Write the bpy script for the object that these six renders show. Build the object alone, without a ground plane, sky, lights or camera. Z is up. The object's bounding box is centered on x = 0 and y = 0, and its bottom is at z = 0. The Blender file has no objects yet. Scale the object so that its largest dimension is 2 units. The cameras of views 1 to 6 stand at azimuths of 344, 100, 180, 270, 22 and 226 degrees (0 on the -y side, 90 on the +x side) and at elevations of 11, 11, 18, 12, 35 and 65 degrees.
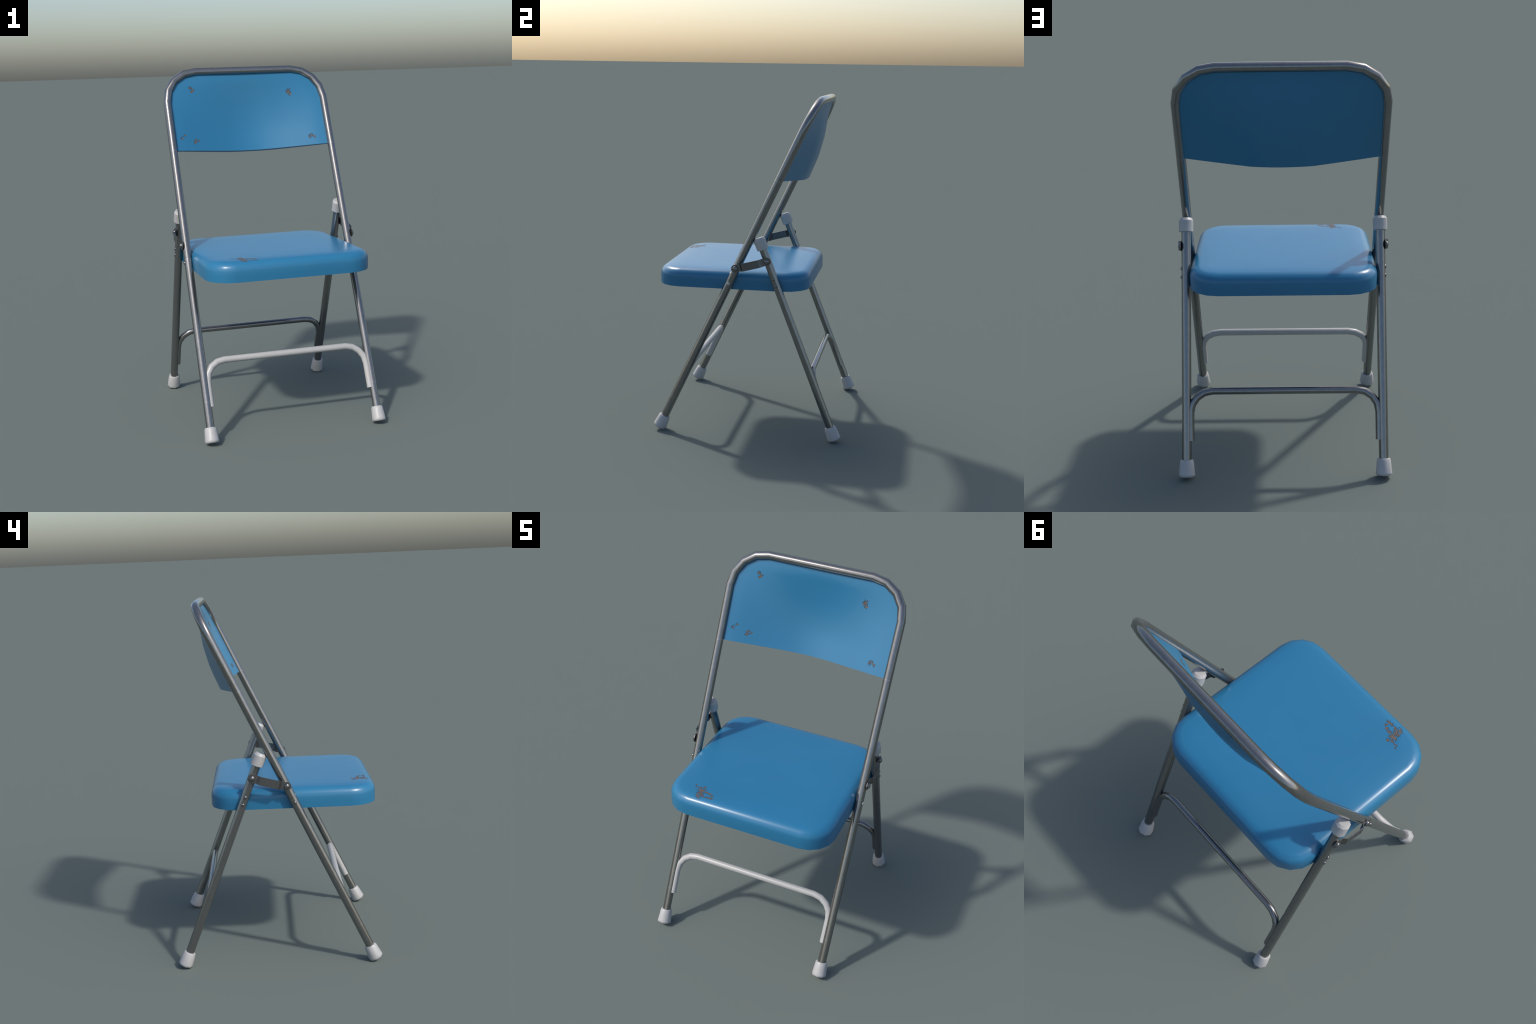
"""Steel folding chair: bent tube frame, blue pressed seat and curved backrest,
white plastic feet and caps, riveted hinge links.  Metres, z up, front faces -y."""
import bpy, bmesh, math
from mathutils import Vector, Matrix

# ------------------------------------------------------------------ dimensions
LEG_X = 0.483                      # the four legs stand on x = +-LEG_X
TUBE_R = 0.0234                    # octagonal tube
BAR_R, BAR_X = 0.0184, 0.4635      # crossbars, welded to the inside of the legs
SLOPE = 0.467                      # front frame: dy/dz (leans backwards)
REAR_SLOPE = -0.394                # rear legs: dy/dz
def front_y(z): return -0.5405 + SLOPE * z
def rear_y(z):  return 0.5355 + REAR_SLOPE * z
FRONT_LEN = math.hypot(1, SLOPE)
REAR_LEN = math.hypot(1, REAR_SLOPE)
FRONT_AXIS = Vector((0, SLOPE, 1)).normalized()
REAR_AXIS = Vector((0, REAR_SLOPE, 1)).normalized()
Z_CORNER, CORNER_R = 1.8058, 0.190  # where the frame starts to bend, bend radius
SEAT_HALF, SEAT_FRONT, SEAT_BACK = 0.4625, -0.560, 0.346
SEAT_BOTTOM, SEAT_TOP, SEAT_CORNER = 0.885, 0.993, 0.148


# ------------------------------------------------------------------ node helpers
class Nodes:
    def __init__(self, name):
        self.mat = bpy.data.materials.new(name)
        self.mat.use_nodes = True
        self.t = self.mat.node_tree
        self.bsdf = self.t.nodes["Principled BSDF"]

    def n(self, kind, **props):
        node = self.t.nodes.new(kind)
        for k, v in props.items():
            setattr(node, k, v)
        return node

    def link(self, a, b):
        self.t.links.new(a, b)

    def put(self, sock, value):
        if isinstance(value, bpy.types.NodeSocket):
            self.link(value, sock)
        else:
            sock.default_value = value

    def math(self, op, a, b=0.0, c=None, clamp=False):
        m = self.n("ShaderNodeMath", operation=op, use_clamp=clamp)
        self.put(m.inputs[0], a)
        self.put(m.inputs[1], b)
        if c is not None:
            self.put(m.inputs[2], c)
        return m.outputs[0]

    def coords(self):
        return self.n("ShaderNodeTexCoord").outputs["Object"]

    def noise(self, vec, scale, detail=3.0, rough=0.55, distort=0.0):
        t = self.n("ShaderNodeTexNoise")
        self.put(t.inputs["Vector"], vec)
        t.inputs["Scale"].default_value = scale
        t.inputs["Detail"].default_value = detail
        t.inputs["Roughness"].default_value = rough
        t.inputs["Distortion"].default_value = distort
        return t.outputs["Fac"]

    def mapped(self, vec, scale, loc=(0, 0, 0), rot=(0, 0, 0)):
        m = self.n("ShaderNodeMapping")
        self.put(m.inputs["Vector"], vec)
        m.inputs["Scale"].default_value = scale
        m.inputs["Location"].default_value = loc
        m.inputs["Rotation"].default_value = rot
        return m.outputs[0]

    def ramp(self, fac, stops, mode="LINEAR"):
        r = self.n("ShaderNodeValToRGB")
        r.color_ramp.interpolation = mode
        els = r.color_ramp.elements
        while len(els) < len(stops):
            els.new(0.5)
        for e, (p, c) in zip(els, stops):
            e.position = p
            e.color = (*c, 1) if isinstance(c, tuple) else (c, c, c, 1)
        self.put(r.inputs[0], fac)
        return r.outputs[0]

    def mix(self, fac, a, b):
        m = self.n("ShaderNodeMix", data_type="RGBA")
        self.put(m.inputs[0], fac)
        self.put(m.inputs[6], a if not isinstance(a, tuple) else (*a, 1))
        self.put(m.inputs[7], b if not isinstance(b, tuple) else (*b, 1))
        return m.outputs[2]

    def bump(self, height, strength, distance, normal=None):
        b = self.n("ShaderNodeBump")
        b.inputs["Strength"].default_value = strength
        b.inputs["Distance"].default_value = distance
        self.put(b.inputs["Height"], height)
        if normal is not None:
            self.link(normal, b.inputs["Normal"])
        return b.outputs[0]


# ------------------------------------------------------------------ materials
def painted_blue(name, blobs, front_only=False):
    """Glossy blue paint; `blobs` are (centre, (rx, ry, rz)) ellipsoids where the
    paint has flaked off down to brown rusty primer."""
    m = Nodes(name)
    co = m.coords()
    wob = m.noise(co, 150.0, 2.0, 0.55, 0.2)
    field = None
    for centre, radii in blobs:
        sub = m.n("ShaderNodeVectorMath", operation="SUBTRACT")
        m.link(co, sub.inputs[0]); sub.inputs[1].default_value = centre
        div = m.n("ShaderNodeVectorMath", operation="DIVIDE")
        m.link(sub.outputs[0], div.inputs[0]); div.inputs[1].default_value = radii
        ln = m.n("ShaderNodeVectorMath", operation="LENGTH")
        m.link(div.outputs[0], ln.inputs[0])
        f = m.math("SUBTRACT", 1.0, ln.outputs["Value"])
        field = f if field is None else m.math("MAXIMUM", field, f)
    field = m.math("MAXIMUM", field, -1.5)
    eaten = m.math("ADD", m.math("MULTIPLY", field, 1.5), m.math("MULTIPLY", m.math("SUBTRACT", wob, 0.5), 4.6))
    mask = m.math("DIVIDE", m.math("SUBTRACT", eaten, 0.30), 0.16, clamp=True)
    soft = m.math("DIVIDE", m.math("SUBTRACT", eaten, 0.10), 0.45, clamp=True)
    if front_only:                                   # chips sit on the sitter's side only
        geo = m.n("ShaderNodeNewGeometry")
        sep = m.n("ShaderNodeSeparateXYZ"); m.link(geo.outputs["True Normal"], sep.inputs[0])
        facing = m.math("LESS_THAN", sep.outputs["Y"], 0.0)
        mask = m.math("MULTIPLY", mask, facing)
        soft = m.math("MULTIPLY", soft, facing)
    rust = m.ramp(m.noise(co, 160.0, 3.0, 0.6),
                  [(0.3, (0.062, 0.047, 0.039)), (0.52, (0.115, 0.087, 0.072)), (0.70, (0.185, 0.150, 0.135))])
    paint = m.ramp(m.noise(co, 3.0, 2.0), [(0.3, (0.0222, 0.157, 0.301)), (0.7, (0.0232, 0.165, 0.314))])
    m.link(m.mix(mask, paint, rust), m.bsdf.inputs["Base Color"])
    rough = m.math("ADD", m.math("MULTIPLY", m.noise(co, 14.0, 3.0), 0.05), 0.27)
    m.link(m.math("ADD", rough, m.math("MULTIPLY", mask, 0.4)), m.bsdf.inputs["Roughness"])
    m.bsdf.inputs["Specular IOR Level"].default_value = 0.5
    grain = m.math("MULTIPLY", m.math("MULTIPLY", m.noise(co, 260.0, 2.0), mask), 0.35)
    h = m.math("SUBTRACT", grain, soft)                 # flaked pit, rough floor
    m.link(m.bump(h, 1.0, 0.0050), m.bsdf.inputs["Normal"])
    return m.mat


def steel(name, seams=(), base=0.245, rough=0.165):
    """Worn chromed tube: faint lengthwise streaks, fine scuffs, welded seam lines."""
    m = Nodes(name)
    co = m.coords()
    streak = m.noise(m.mapped(co, (60, 60, 3.0)), 1.0, 3.0, 0.6)
    scuff = m.noise(co, 55.0, 4.0, 0.65)
    tone = m.math("ADD", m.math("MULTIPLY", streak, 0.35), m.math("MULTIPLY", scuff, 0.65))
    lo, hi = base * 0.88, base * 1.12
    col = m.ramp(tone, [(0.3, (lo, lo, lo * 0.985)), (0.7, (hi, hi * 0.995, hi * 0.985))])
    height = m.math("MULTIPLY", scuff, 0.10)
    if seams:
        sep = m.n("ShaderNodeSeparateXYZ"); m.link(co, sep.inputs[0])
        line = None
        for z in seams:
            d = m.math("ABSOLUTE", m.math("SUBTRACT", m.math("ADD", sep.outputs["Z"], m.math("MULTIPLY", sep.outputs["Y"], SLOPE)), z + SLOPE * front_y(z)))
            f = m.math("LESS_THAN", d, 0.0022)
            line = f if line is None else m.math("MAXIMUM", line, f)
        col = m.mix(m.math("MULTIPLY", line, 0.5), col, (base * 1.5, base * 1.5, base * 1.48))
        height = m.math("ADD", height, line)
    m.link(col, m.bsdf.inputs["Base Color"])
    m.bsdf.inputs["Metallic"].default_value = 0.85   # dulled, half-oxidised plating
    m.link(m.math("ADD", m.math("MULTIPLY", m.noise(co, 30.0, 3.0, 0.55), 0.10), rough - 0.05), m.bsdf.inputs["Roughness"])
    m.link(m.bump(height, 0.12, 0.002), m.bsdf.inputs["Normal"])
    return m.mat


def white_plastic(name, value=0.425, rough=0.42, grime=0.10):
    m = Nodes(name)
    co = m.coords()
    n = m.noise(co, 26.0, 4.0, 0.6)
    lo = value * (1 - grime)
    m.link(m.ramp(n, [(0.3, (lo, lo, lo * 0.995)), (0.65, (value, value * 0.995, value * 0.995))]),
           m.bsdf.inputs["Base Color"])
    m.bsdf.inputs["Roughness"].default_value = rough
    m.link(m.bump(m.noise(co, 120.0, 3.0), 0.08, 0.002), m.bsdf.inputs["Normal"])
    return m.mat


# paint chips on the seat: one big flaked patch with a tail at the sitter's right front corner
ZS = SEAT_TOP
SEAT_CHIPS = [((-0.272, -0.466, ZS), (0.026, 0.017, 0.03)),      # core
              ((-0.268, -0.489, ZS), (0.020, 0.016, 0.03)),
              ((-0.252, -0.505, ZS), (0.018, 0.011, 0.03)),
              ((-0.240, -0.472, ZS), (0.018, 0.009, 0.03)),      # tail, curling forwards
              ((-0.220, -0.475, ZS), (0.013, 0.009, 0.03)),
              ((-0.203, -0.487, ZS), (0.009, 0.008, 0.03)),
              ((-0.203, -0.506, ZS), (0.014, 0.009, 0.03)),
              ((-0.220, -0.507, ZS), (0.010, 0.008, 0.03)),
              ((-0.267, -0.436, ZS), (0.010, 0.008, 0.03)),      # loose flakes round it
              ((-0.285, -0.447, ZS), (0.012, 0.008, 0.03)),
              ((-0.309, -0.446, ZS), (0.009, 0.006, 0.03)),
              ((-0.318, -0.433, ZS), (0.007, 0.005, 0.03)),
              ((-0.273, -0.512, ZS), (0.013, 0.010, 0.03)),
              ((-0.262, -0.524, ZS), (0.012, 0.006, 0.03))]
BACK_CHIPS = [((-0.333, 0.341, 1.884), (0.012, 0.08, 0.009)),
              ((-0.318, 0.335, 1.871), (0.010, 0.08, 0.009)),
              ((-0.328, 0.335, 1.863), (0.010, 0.08, 0.007)),
              ((0.272, 0.341, 1.846), (0.014, 0.08, 0.015)),
              ((0.282, 0.336, 1.830), (0.009, 0.08, 0.012)),
              ((-0.420, 0.218, 1.601), (0.010, 0.08, 0.010)),
              ((-0.402, 0.226, 1.615), (0.009, 0.08, 0.006)),
              ((-0.341, 0.217, 1.572), (0.012, 0.08, 0.008)),
              ((-0.338, 0.220, 1.586), (0.012, 0.08, 0.006)),
              ((-0.318, 0.220, 1.580), (0.006, 0.08, 0.005)),
              ((0.364, 0.213, 1.576), (0.007, 0.08, 0.012)),
              ((0.377, 0.216, 1.587), (0.011, 0.08, 0.005)),
              ((0.382, 0.216, 1.579), (0.006, 0.08, 0.005)),
              ((0.393, 0.211, 1.576), (0.008, 0.08, 0.008))]
MAT_SEAT = painted_blue("seat_blue_paint", SEAT_CHIPS)
MAT_BACK = painted_blue("backrest_blue_paint", BACK_CHIPS, front_only=True)
MAT_FRAME = steel("frame_steel", seams=(0.213, 0.941, 1.530))
MAT_STEEL = steel("steel")
MAT_LINK = steel("link_steel", base=0.155, rough=0.38)
MAT_BOLT = steel("bolt_steel", base=0.20, rough=0.15)
MAT_WHITE = white_plastic("white_plastic")
MAT_WHITE_BAR = white_plastic("white_enamel", 0.425, 0.36, 0.05)


# ------------------------------------------------------------------ mesh helpers
def make(name, verts, faces, mat, parent, sharp_pairs=(), flat=False):
    me = bpy.data.meshes.new(name)
    me.from_pydata([tuple(v) for v in verts], [], faces)
    me.update()
    bm = bmesh.new(); bm.from_mesh(me)
    bmesh.ops.recalc_face_normals(bm, faces=bm.faces)
    bm.to_mesh(me); bm.free()
    if not flat:
        me.polygons.foreach_set("use_smooth", [True] * len(me.polygons))
        pairs = {frozenset(p) for p in sharp_pairs}
        if pairs:
            for e in me.edges:
                if frozenset(e.vertices) in pairs:
                    e.use_edge_sharp = True
    me.materials.append(mat)
    return place(name, me, parent)


def place(name, me, parent, matrix=None):
    o = bpy.data.objects.new(name, me)
    bpy.context.scene.collection.objects.link(o)
    o.parent = parent
    if matrix is not None:
        o.matrix_local = matrix
    return o


def tube(path, radius, normal, sides=8):
    """Octagonal tube with mitred joints along a planar polyline lying in the plane
    with the given normal; returns verts, faces and the sharp end edges."""
    path = [Vector(p) for p in path]
    nrm = Vector(normal).normalized()
    verts, faces = [], []
    last = len(path) - 1
    for i, p in enumerate(path):
        d0 = (p - path[i - 1]).normalized() if i else (path[1] - p).normalized()
        d1 = (path[i + 1] - p).normalized() if i < last else d0
        t = (d0 + d1).normalized()
        side = nrm.cross(t).normalized()
        stretch = 1.0 / max(0.3, t.dot(d0))          # mitre
        for k in range(sides):
            a = 2 * math.pi * k / sides
            verts.append(p + side * (radius * stretch * math.cos(a)) + nrm * (radius * math.sin(a)))
    for i in range(last):
        for k in range(sides):
            k2 = (k + 1) % sides
            faces.append((i * sides + k, i * sides + k2, (i + 1) * sides + k2, (i + 1) * sides + k))
    faces.append(tuple(range(sides)))
    faces.append(tuple(last * sides + k for k in range(sides)))
    sharp = []
    for base in (0, last * sides):
        sharp += [(base + k, base + (k + 1) % sides) for k in range(sides)]
    return verts, faces, sharp


def lathe(profile, sides, sharp_rings=(), twist=0.0):
    """Surface of revolution about local z; profile is [(radius, z)], poles closed."""
    verts, faces, sharp = [], [], []
    for r, z in profile:
        for k in range(sides):
            a = 2 * math.pi * k / sides + twist
            verts.append(Vector((r * math.cos(a), r * math.sin(a), z)))
    n = len(profile)
    for i in range(n - 1):
        for k in range(sides):
            k2 = (k + 1) % sides
            faces.append((i * sides + k, i * sides + k2, (i + 1) * sides + k2, (i + 1) * sides + k))
    faces.append(tuple(range(sides)))
    faces.append(tuple((n - 1) * sides + k for k in range(sides)))
    for i in sharp_rings:
        sharp += [(i * sides + k, i * sides + (k + 1) % sides) for k in range(sides)]
    return verts, faces, sharp


def mesh_of(name, verts, faces, mat, sharp=()):
    o = make(name, verts, faces, mat, None, sharp)
    me = o.data
    bpy.data.objects.remove(o)
    return me


def axis_frame(origin, zaxis, xaxis=(1, 0, 0)):
    z = Vector(zaxis).normalized()
    x = Vector(xaxis)
    x = (x - z * x.dot(z)).normalized()
    y = z.cross(x)
    m = Matrix((x, y, z)).transposed().to_4x4()
    m.translation = Vector(origin)
    return m


# ------------------------------------------------------------------ the chair
chair = bpy.data.objects.new("folding_chair", None)
bpy.context.scene.collection.objects.link(chair)
chair["label"] = "grey steel tube folding chair with blue seat and backrest"
chair["category"] = "folding chair"

# --- long frame: both front legs run up and join in a rounded arch round the backrest
front_normal = Vector((0, 1, -SLOPE)).normalized()
def on_front(x, z): return Vector((x, front_y(z), z))

half = [on_front(LEG_X, 0.040), on_front(LEG_X, 0.50), on_front(LEG_X, 0.94), on_front(LEG_X, 1.53)]
for k in range(5):
    a = math.radians(22.5 * k)
    half.append(on_front(LEG_X - CORNER_R * (1 - math.cos(a)), Z_CORNER + CORNER_R * math.sin(a) / FRONT_LEN))
arch = half + [Vector((-p.x, p.y, p.z)) for p in reversed(half)]
v, f, s = tube(arch, TUBE_R, front_normal)
frame = make("tube_frame", v, f, MAT_FRAME, chair, s)

# --- rear legs: straight tubes hinged to the frame
legs = []
rear_normal = Vector((0, 1, -REAR_SLOPE)).normalized()
for sx in (1, -1):
    path = [Vector((sx * LEG_X, rear_y(z), z)) for z in (0.040, 0.45, 0.90, 1.17)]
    v, f, s = tube(path, TUBE_R, rear_normal)
    legs.append(make("leg", v, f, MAT_STEEL, chair, s))

# --- crossbars: U-shaped bars, one white, one bare steel
def crossbar(y_of, slope_len, normal, z_top, z_end, r, mat):
    pts = [Vector((BAR_X, y_of(z_end), z_end))]
    for k in range(5):
        a = math.radians(22.5 * k)
        z = z_top - r / slope_len + r * math.sin(a) / slope_len
        pts.append(Vector((BAR_X - r * (1 - math.cos(a)), y_of(z), z)))
    pts += [Vector((-p.x, p.y, p.z)) for p in reversed(pts)]
    v, f, s = tube(pts, BAR_R, normal)
    return make("crossbar", v, f, mat, chair, s)

crossbar(front_y, FRONT_LEN, front_normal, 0.4135, 0.188, 0.108, MAT_WHITE_BAR)
crossbar(rear_y, REAR_LEN, rear_normal, 0.4005, 0.175, 0.108, MAT_STEEL)

# --- foot caps (tapered octagonal ferrules) and end caps on the rear leg tops
FOOT_H = 0.083
foot_profile = [(0.0330, 0.0), (0.0410, 0.006), (0.0402, 0.014), (0.0345, FOOT_H - 0.008), (0.0300, FOOT_H), (0.0215, FOOT_H + 0.0005)]
v, f, s = lathe(foot_profile, 8, sharp_rings=(0, 4))
FOOT = mesh_of("foot_cap", v, f, MAT_WHITE, s)
cap_profile = [(0.0235, 0.0), (0.0358, 0.004), (0.0358, 0.060), (0.0280, 0.073)]
v, f, s = lathe(cap_profile, 8, sharp_rings=(0, 1, 2, 3))
CAP = mesh_of("end_cap", v, f, MAT_WHITE, s)

def lowest_centre(axis):
    """z of the foot's bottom centre so that its rim just touches z = 0."""
    tilt = math.sqrt(1 - axis.z ** 2)
    return max(r * tilt - h * axis.z for r, h in foot_profile)

for sx in (1, -1):
    z = lowest_centre(FRONT_AXIS)
    place("foot_cap", FOOT, frame, axis_frame((sx * LEG_X, front_y(z), z), FRONT_AXIS))
    z = lowest_centre(REAR_AXIS)
    place("foot_cap", FOOT, legs[0 if sx > 0 else 1], axis_frame((sx * LEG_X, rear_y(z), z), REAR_AXIS))
    z = 1.131
    place("end_cap", CAP, legs[0 if sx > 0 else 1], axis_frame((sx * LEG_X, rear_y(z), z), REAR_AXIS))

# --- seat: pressed pan with rounded corners and a soft top edge
def outline(inset):
    """Rounded rectangle, inset from the seat's outer wall."""
    r = max(SEAT_CORNER - inset, 0.035)
    x1, y0, y1 = SEAT_HALF - inset, SEAT_FRONT + inset, SEAT_BACK - inset
    pts = []
    for cx, cy, a0 in ((x1 - r, y1 - r, 0), (-x1 + r, y1 - r, 90), (-x1 + r, y0 + r, 180), (x1 - r, y0 + r, 270)):
        for k in range(5):
            a = math.radians(a0 + 22.5 * k)
            pts.append((cx + r * math.cos(a), cy + r * math.sin(a)))
    return pts

FIL = 0.050
rings = [(0.030, SEAT_BOTTOM + 0.020), (0.016, SEAT_BOTTOM + 0.018), (0.012, SEAT_BOTTOM), (0.0, SEAT_BOTTOM),
         (0.0, SEAT_BOTTOM + 0.030)]
for k in range(5):
    a = math.radians(22.5 * k)
    rings.append((FIL * (1 - math.cos(a)), SEAT_TOP - 0.002 - FIL * 0.92 * (1 - math.sin(a))))
rings += [(0.115, SEAT_TOP), (0.25, SEAT_TOP + 0.0005)]
verts, faces = [], []
for inset, z in rings:
    verts += [Vector((x, y, z)) for x, y in outline(inset)]
N = 20
for i in range(len(rings) - 1):
    for k in range(N):
        k2 = (k + 1) % N
        faces.append((i * N + k, i * N + k2, (i + 1) * N + k2, (i + 1) * N + k))
faces.append(tuple(range(N)))
faces.append(tuple((len(rings) - 1) * N + k for k in range(N)))
sharp = [(i * N + k, i * N + (k + 1) % N) for i in (1, 2, 3) for k in range(N)]
make("seat", verts, faces, MAT_SEAT, chair, sharp)

# --- backrest: thin sheet held by the arch, hollowed backwards towards its lower edge
# thickness of the sheet by frame height (at the centre line) and its thin edge at the tube
SHEET = [(1.53, 0.020), (1.66, 0.016), (1.80, 0.018), (1.90, 0.018), (1.979, 0.010)]
SHEET_EDGE = 0.011
BOT_Z = 1.533
def half_width(z):
    """Half width of the arch (tube centre line) at frame height z."""
    h = (z - Z_CORNER) * FRONT_LEN
    if h <= 0:
        return LEG_X
    return LEG_X - CORNER_R + math.sqrt(max(0.0, CORNER_R ** 2 - h ** 2))

def blend(keys, t):
    """Piecewise linear profile through (position, value) keys."""
    for (t0, b0), (t1, b1) in zip(keys, keys[1:]):
        if t <= t1:
            return b0 + (b1 - b0) * (t - t0) / (t1 - t0)
    return keys[-1][1]

# backward bulge down the centre line (by frame height) and across the sheet (by share of half width)
BELLY = [(1.533, 0.0925), (1.655, 0.0905), (1.770, 0.066), (1.862, 0.034), (1.930, 0.007), (1.979, 0.000)]
ACROSS = [(0.0, 1.0), (0.1, 0.985), (0.2, 0.92), (0.4, 0.70), (0.6, 0.43), (0.8, 0.16), (0.93, 0.02), (1.0, 0.00)]
ACROSS_REAR = [(0.0, 1.0), (0.1, 0.99), (0.28, 0.93), (0.9, 0.11), (1.0, 0.0)]   # rear face: flatter flanks

PUSH = Vector((0, 0.963, -0.270))
rows = [BOT_Z + (Z_CORNER - BOT_Z) * k / 6 for k in range(6)]
rows += [Z_CORNER + CORNER_R * math.sin(math.radians(11.25 * k)) / FRONT_LEN for k in range(8)] + [1.978]
COLS = 20
front_v, back_v = [], []
for z in rows:
    w = half_width(z)
    for c in range(COLS + 1):
        t = -1 + 2 * c / COLS
        p = on_front(w * t, z) + PUSH * (blend(BELLY, z) * blend(ACROSS, abs(t)))
        front_v.append(p)
        thick = SHEET_EDGE + (blend(SHEET, z) - SHEET_EDGE) * (1 - t * t)
        back_v.append(on_front(w * t, z) + PUSH * (blend(BELLY, z) * blend(ACROSS_REAR, abs(t))) + front_normal * thick)
W = COLS + 1
def row_faces(offset, flip):
    out = []
    for r in range(len(rows) - 1):
        for c in range(COLS):
            q = (r * W + c, r * W + c + 1, (r + 1) * W + c + 1, (r + 1) * W + c)
            out.append(tuple(offset + i for i in (q[::-1] if flip else q)))
    return out
M = len(front_v)
faces = row_faces(0, False) + row_faces(M, True)
rim = [c for c in range(W)] + [r * W + COLS for r in range(1, len(rows))] + \
      [(len(rows) - 1) * W + c for c in range(COLS - 1, -1, -1)] + [r * W for r in range(len(rows) - 2, 0, -1)]
sharp = []
for a, b in zip(rim, rim[1:] + rim[:1]):
    faces.append((a, b, b + M, a + M))
    sharp += [(a, b), (a + M, b + M)]
make("backrest", front_v + back_v, faces, MAT_BACK, chair, sharp)

# --- hinge links: flat steel straps, joggled outwards between their two bolts
HINGE_F = Vector((front_y(1.018) - 0.0030, 1.018))
HINGE_R = Vector((rear_y(1.0675) + 0.001, 1.0675))
LINK_LEN = (HINGE_R - HINGE_F).length
LINK_W, LINK_T = 0.0230, 0.005       # half width, thickness
X_NEAR, X_FAR = 0.5062, 0.5215

def link_mesh():
    """Local frame: u along the strap, w across it, t outwards."""
    half_outline = []
    stations = []
    rad = 0.0242
    for k in range(7):                                   # rounded end round the front bolt
        a = math.radians(180 - 20.5 * k)
        stations.append((rad * math.cos(a), rad * math.sin(a), X_NEAR))
    stations += [(0.030, LINK_W, X_NEAR), (0.043, LINK_W, X_FAR), (LINK_LEN - 0.047, LINK_W, X_FAR),
                 (LINK_LEN - 0.028, LINK_W, X_NEAR)]
    for k in range(6, -1, -1):
        a = math.radians(20.5 * k)
        stations.append((LINK_LEN + rad * math.cos(a), rad * math.sin(a), X_NEAR))
    v, f = [], []
    for u, w, t in stations:
        w = max(w, 0.0008)
        v += [Vector((u, -w, t)), Vector((u, w, t)), Vector((u, w, t + LINK_T)), Vector((u, -w, t + LINK_T))]
    n = len(stations)
    for i in range(n - 1):
        for k in range(4):
            k2 = (k + 1) % 4
            f.append((i * 4 + k, i * 4 + k2, i * 4 + 4 + k2, i * 4 + 4 + k))
    f += [(0, 1, 2, 3), tuple((n - 1) * 4 + k for k in range(4))]
    return v, f

def dome(radius, height, rim):
    prof = [(radius, 0.0), (radius, rim)]
    for k in range(1, 5):
        a = math.radians(20 * k)
        prof.append((radius * math.cos(a), rim + (height - rim) * math.sin(a)))
    return lathe(prof, 14, sharp_rings=(0,))

v, f, s = dome(0.0160, 0.0128, 0.003)
BOLT = mesh_of("bolt", v, f, MAT_BOLT, s)
v, f, s = dome(0.0098, 0.0085, 0.002)
RIVET = mesh_of("rivet", v, f, MAT_BOLT, s)
RIVET_WHITE = mesh_of("rivet", v, f, MAT_WHITE, s)     # one rivet is a pale plastic replacement

lv, lf = link_mesh()
du = (HINGE_R - HINGE_F).normalized()
for i, sx in enumerate((1, -1)):
    pts = []
    for p in lv:
        yz = HINGE_F + du * p.x + Vector((-du.y, du.x)) * p.y
        pts.append(Vector((sx * p.z, yz.x, yz.y)))
    link = make("hinge_link", pts, lf, MAT_LINK, chair, flat=True)
    out = (sx, 0, 0)
    for h in (HINGE_F, HINGE_R):
        place("bolt", BOLT, link, axis_frame((sx * (X_NEAR + LINK_T - 0.0005), h.x, h.y), out, (0, 0, 1)))
    place("rivet", RIVET_WHITE if sx > 0 else RIVET, frame,
          axis_frame((sx * (LEG_X + TUBE_R - 0.0035), front_y(0.927) - 0.001, 0.9255), out, (0, 0, 1)))
    for z in (0.964, 0.924):
        place("rivet", RIVET, legs[i], axis_frame((sx * (LEG_X + TUBE_R - 0.0035), rear_y(z), z), out, (0, 0, 1)))
